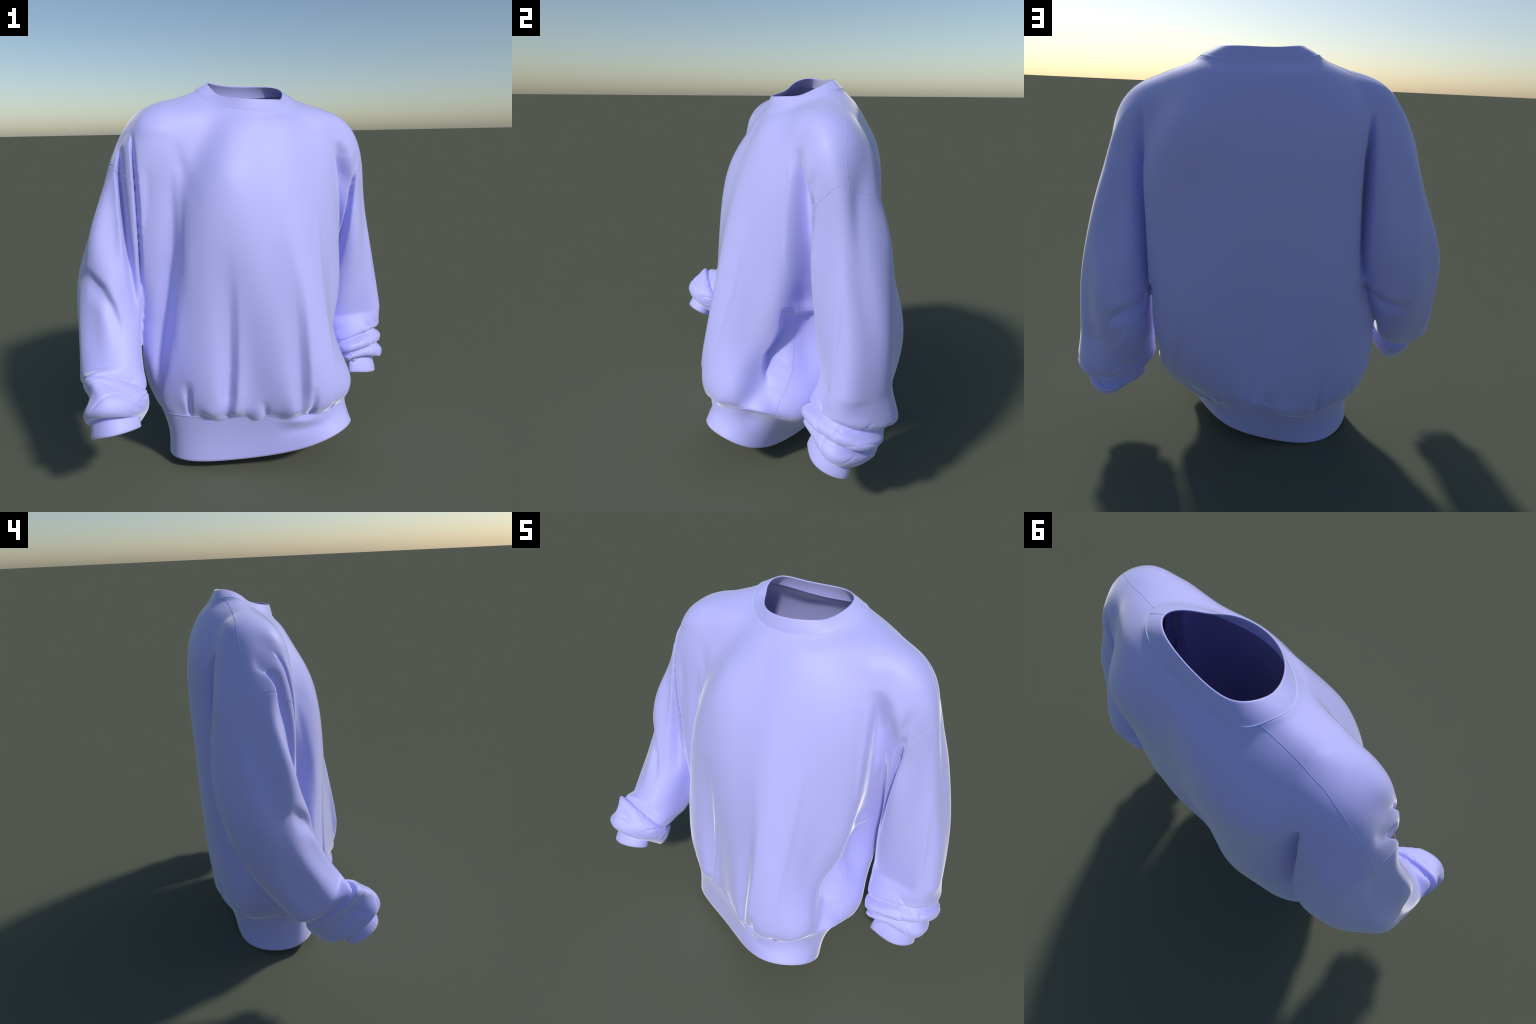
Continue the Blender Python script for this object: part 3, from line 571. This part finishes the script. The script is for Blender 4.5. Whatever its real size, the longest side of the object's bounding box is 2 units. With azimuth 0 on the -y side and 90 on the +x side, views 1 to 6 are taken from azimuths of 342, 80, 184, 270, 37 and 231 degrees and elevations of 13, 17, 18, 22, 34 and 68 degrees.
# ------------------------------------------------------------------ ribbed edges: double-walled bands
def band(name, rows, thick, parent, lip=.35, flare=0.0):
    """rows: rings from the free edge to the seam; folded cloth with a rounded free edge"""
    G = np.asarray(rows); nr, nc, _ = G.shape
    du = np.gradient(G, axis=0); dv = np.roll(G, -1, 1) - np.roll(G, 1, 1)
    n = np.cross(dv, du); n /= np.linalg.norm(n, axis=2, keepdims=True)
    c = G.mean((0, 1)); 
    if ((G - c) * n).sum() < 0: n = -n
    edge = G[0] - du[0] / np.linalg.norm(du[0], axis=1, keepdims=True) * thick * lip
    rows = [g for g in G[::-1]] + [edge - n[0] * thick * .5] + [G[i] - n[i] * thick * (1 + flare * (i / (nr - 1)) ** 2) for i in range(nr)]
    R = np.array(rows); F = grid_faces(len(R), nc)
    fl = R.reshape(-1, 3); q = F[len(F) // 8]; fn = np.cross(fl[q[2]] - fl[q[0]], fl[q[3]] - fl[q[1]])
    if fn @ n[-1 - (len(F) // 8) // nc][(len(F) // 8) % nc] < 0: F = [tuple(reversed(f)) for f in F]
    return new_object(name, fl, F, RIB, parent)

A = np.linspace(0, TAU, 361)[:-1]
band("waistband", [waist_row(u, A) for u in np.linspace(0, 1.0, 24)], .012, root)
band("collar", [collar_row(u, A, .001 - .0025 * u ** 4) for u in np.linspace(0, 1.0, 12)], .0045, root, .12, 1.4)
for key, l in (("left", SL_L), ("right", SL_R)):
    s = SLEEVE[key]; E0 = harmonic_loop(s["cuff"], A); c = E0.mean(0); ax = np.array(s["cuff_axis"])
    rows = [c + (E0 - c) * (1 - .22 * u + .06 * math.sin(math.pi * u)) + ax * s["cuff_length"] * u for u in np.linspace(0, 1, 12)]
    band("cuff", rows, .009, sleeve_obj[l])

# ------------------------------------------------------------------ seam threads lying on the cloth
skin = BVHTree.FromPolygons([tuple(v) for v in sv], [tuple(int(i) for i in q) for q in sf])
def tube(name, pts, r, mat, closed=False, on_skin=True, lift=.0004):
    P = []
    for p in pts:
        if on_skin:
            h, n, _, d = skin.find_nearest(Vector(p))
            if d > .05: continue
            P.append(np.array(h) + np.array(n) * lift)
        else: P.append(np.array(p))
    P = np.array(P); n = len(P)
    if closed: T = np.roll(P, -1, 0) - np.roll(P, 1, 0)
    else: T = np.gradient(P, axis=0)
    T /= np.maximum(np.linalg.norm(T, axis=1, keepdims=True), 1e-9)
    up = np.where(np.abs(T[:, 2:3]) > .9, np.array([[1., 0, 0]]), np.array([[0, 0, 1.]]))
    a = np.cross(T, up); a /= np.linalg.norm(a, axis=1, keepdims=True); b = np.cross(T, a)
    q = np.linspace(0, TAU, 7)[:-1]
    R = P[:, None] + r * (np.cos(q)[None, :, None] * a[:, None] + np.sin(q)[None, :, None] * b[:, None])
    F = grid_faces(n, 6)
    if closed: F += [((n - 1) * 6 + j, (n - 1) * 6 + (j + 1) % 6, (j + 1) % 6, j) for j in range(6)]
    return new_object(name, R.reshape(-1, 3), F, mat, root)

def polyline(pts, n=90):
    p = np.array(pts, float); d = np.concatenate([[0], np.cumsum(np.linalg.norm(np.diff(p, axis=0), axis=1))])
    q = np.linspace(0, d[-1], n); return np.stack([np.interp(q, d, p[:, k]) for k in range(3)], -1)

tube("collar_seam", [p for p in collar_row(.985, A, .0012)], .0010, THREAD, True, False)
tube("waist_seam", [p for p in polar_pts(WAIST_SEAM, AXIS_LOW, A, -.006)], .0011, THREAD_WAIST, True, False)
tube("shoulder_seam", polyline(SHOULDER["left"]), .0006, THREAD)
tube("shoulder_seam", polyline(SHOULDER["right"]), .0006, THREAD)
for key, sgn in (("left", 1), ("right", -1)):
    q = np.array(SIDE[key])[::-1]; run = []
    for z in np.linspace(q[0, 2], q[-1, 2], 90):
        h = skin.ray_cast(Vector((.15 * sgn, float(np.interp(z, q[:, 2], q[:, 1])), z)), Vector((sgn, 0, 0)))[0]
        if h is not None: run.append(h)
    tube("side_seam", run, .0010, THREAD_WAIST)
i0 = math.radians(21)
tube("collar_join_seam", [collar_row(u, np.array([i0]), .0012)[0] for u in np.linspace(0, 1, 12)], .0008, THREAD, False, False)
for key, l in (("left", SL_L), ("right", SL_R)):
    n, d = ARMHOLE[key]; c = np.array(ARM_CENTRE[key]); c = c - n * (c @ n - d)
    u = np.cross(n, [0, 1, 0]); u /= np.linalg.norm(u); v = np.cross(n, u); run = []
    for w in np.linspace(0, TAU, 241):
        dr = u * math.cos(w) + v * math.sin(w)
        h = trees[l].ray_cast(Vector(c), Vector(dr))[0]
        if h is None: run.append(None); continue
        g, gn, gi, gd = skin.find_nearest(h); run.append(np.array(g) if gd < .05 and lab0[gi] == l and not (key == "right" and g.x > -.598 and g.y < 0) else None)
    k = next((i for i, p in enumerate(run) if p is None), 0); run = run[k:] + run[1:k + 1]; part = []
    for p in run + [None]:
        if p is None:
            if len(part) > 5: tube("armhole_seam", part, .0006, THREAD)
            part = []
        else: part.append(p)
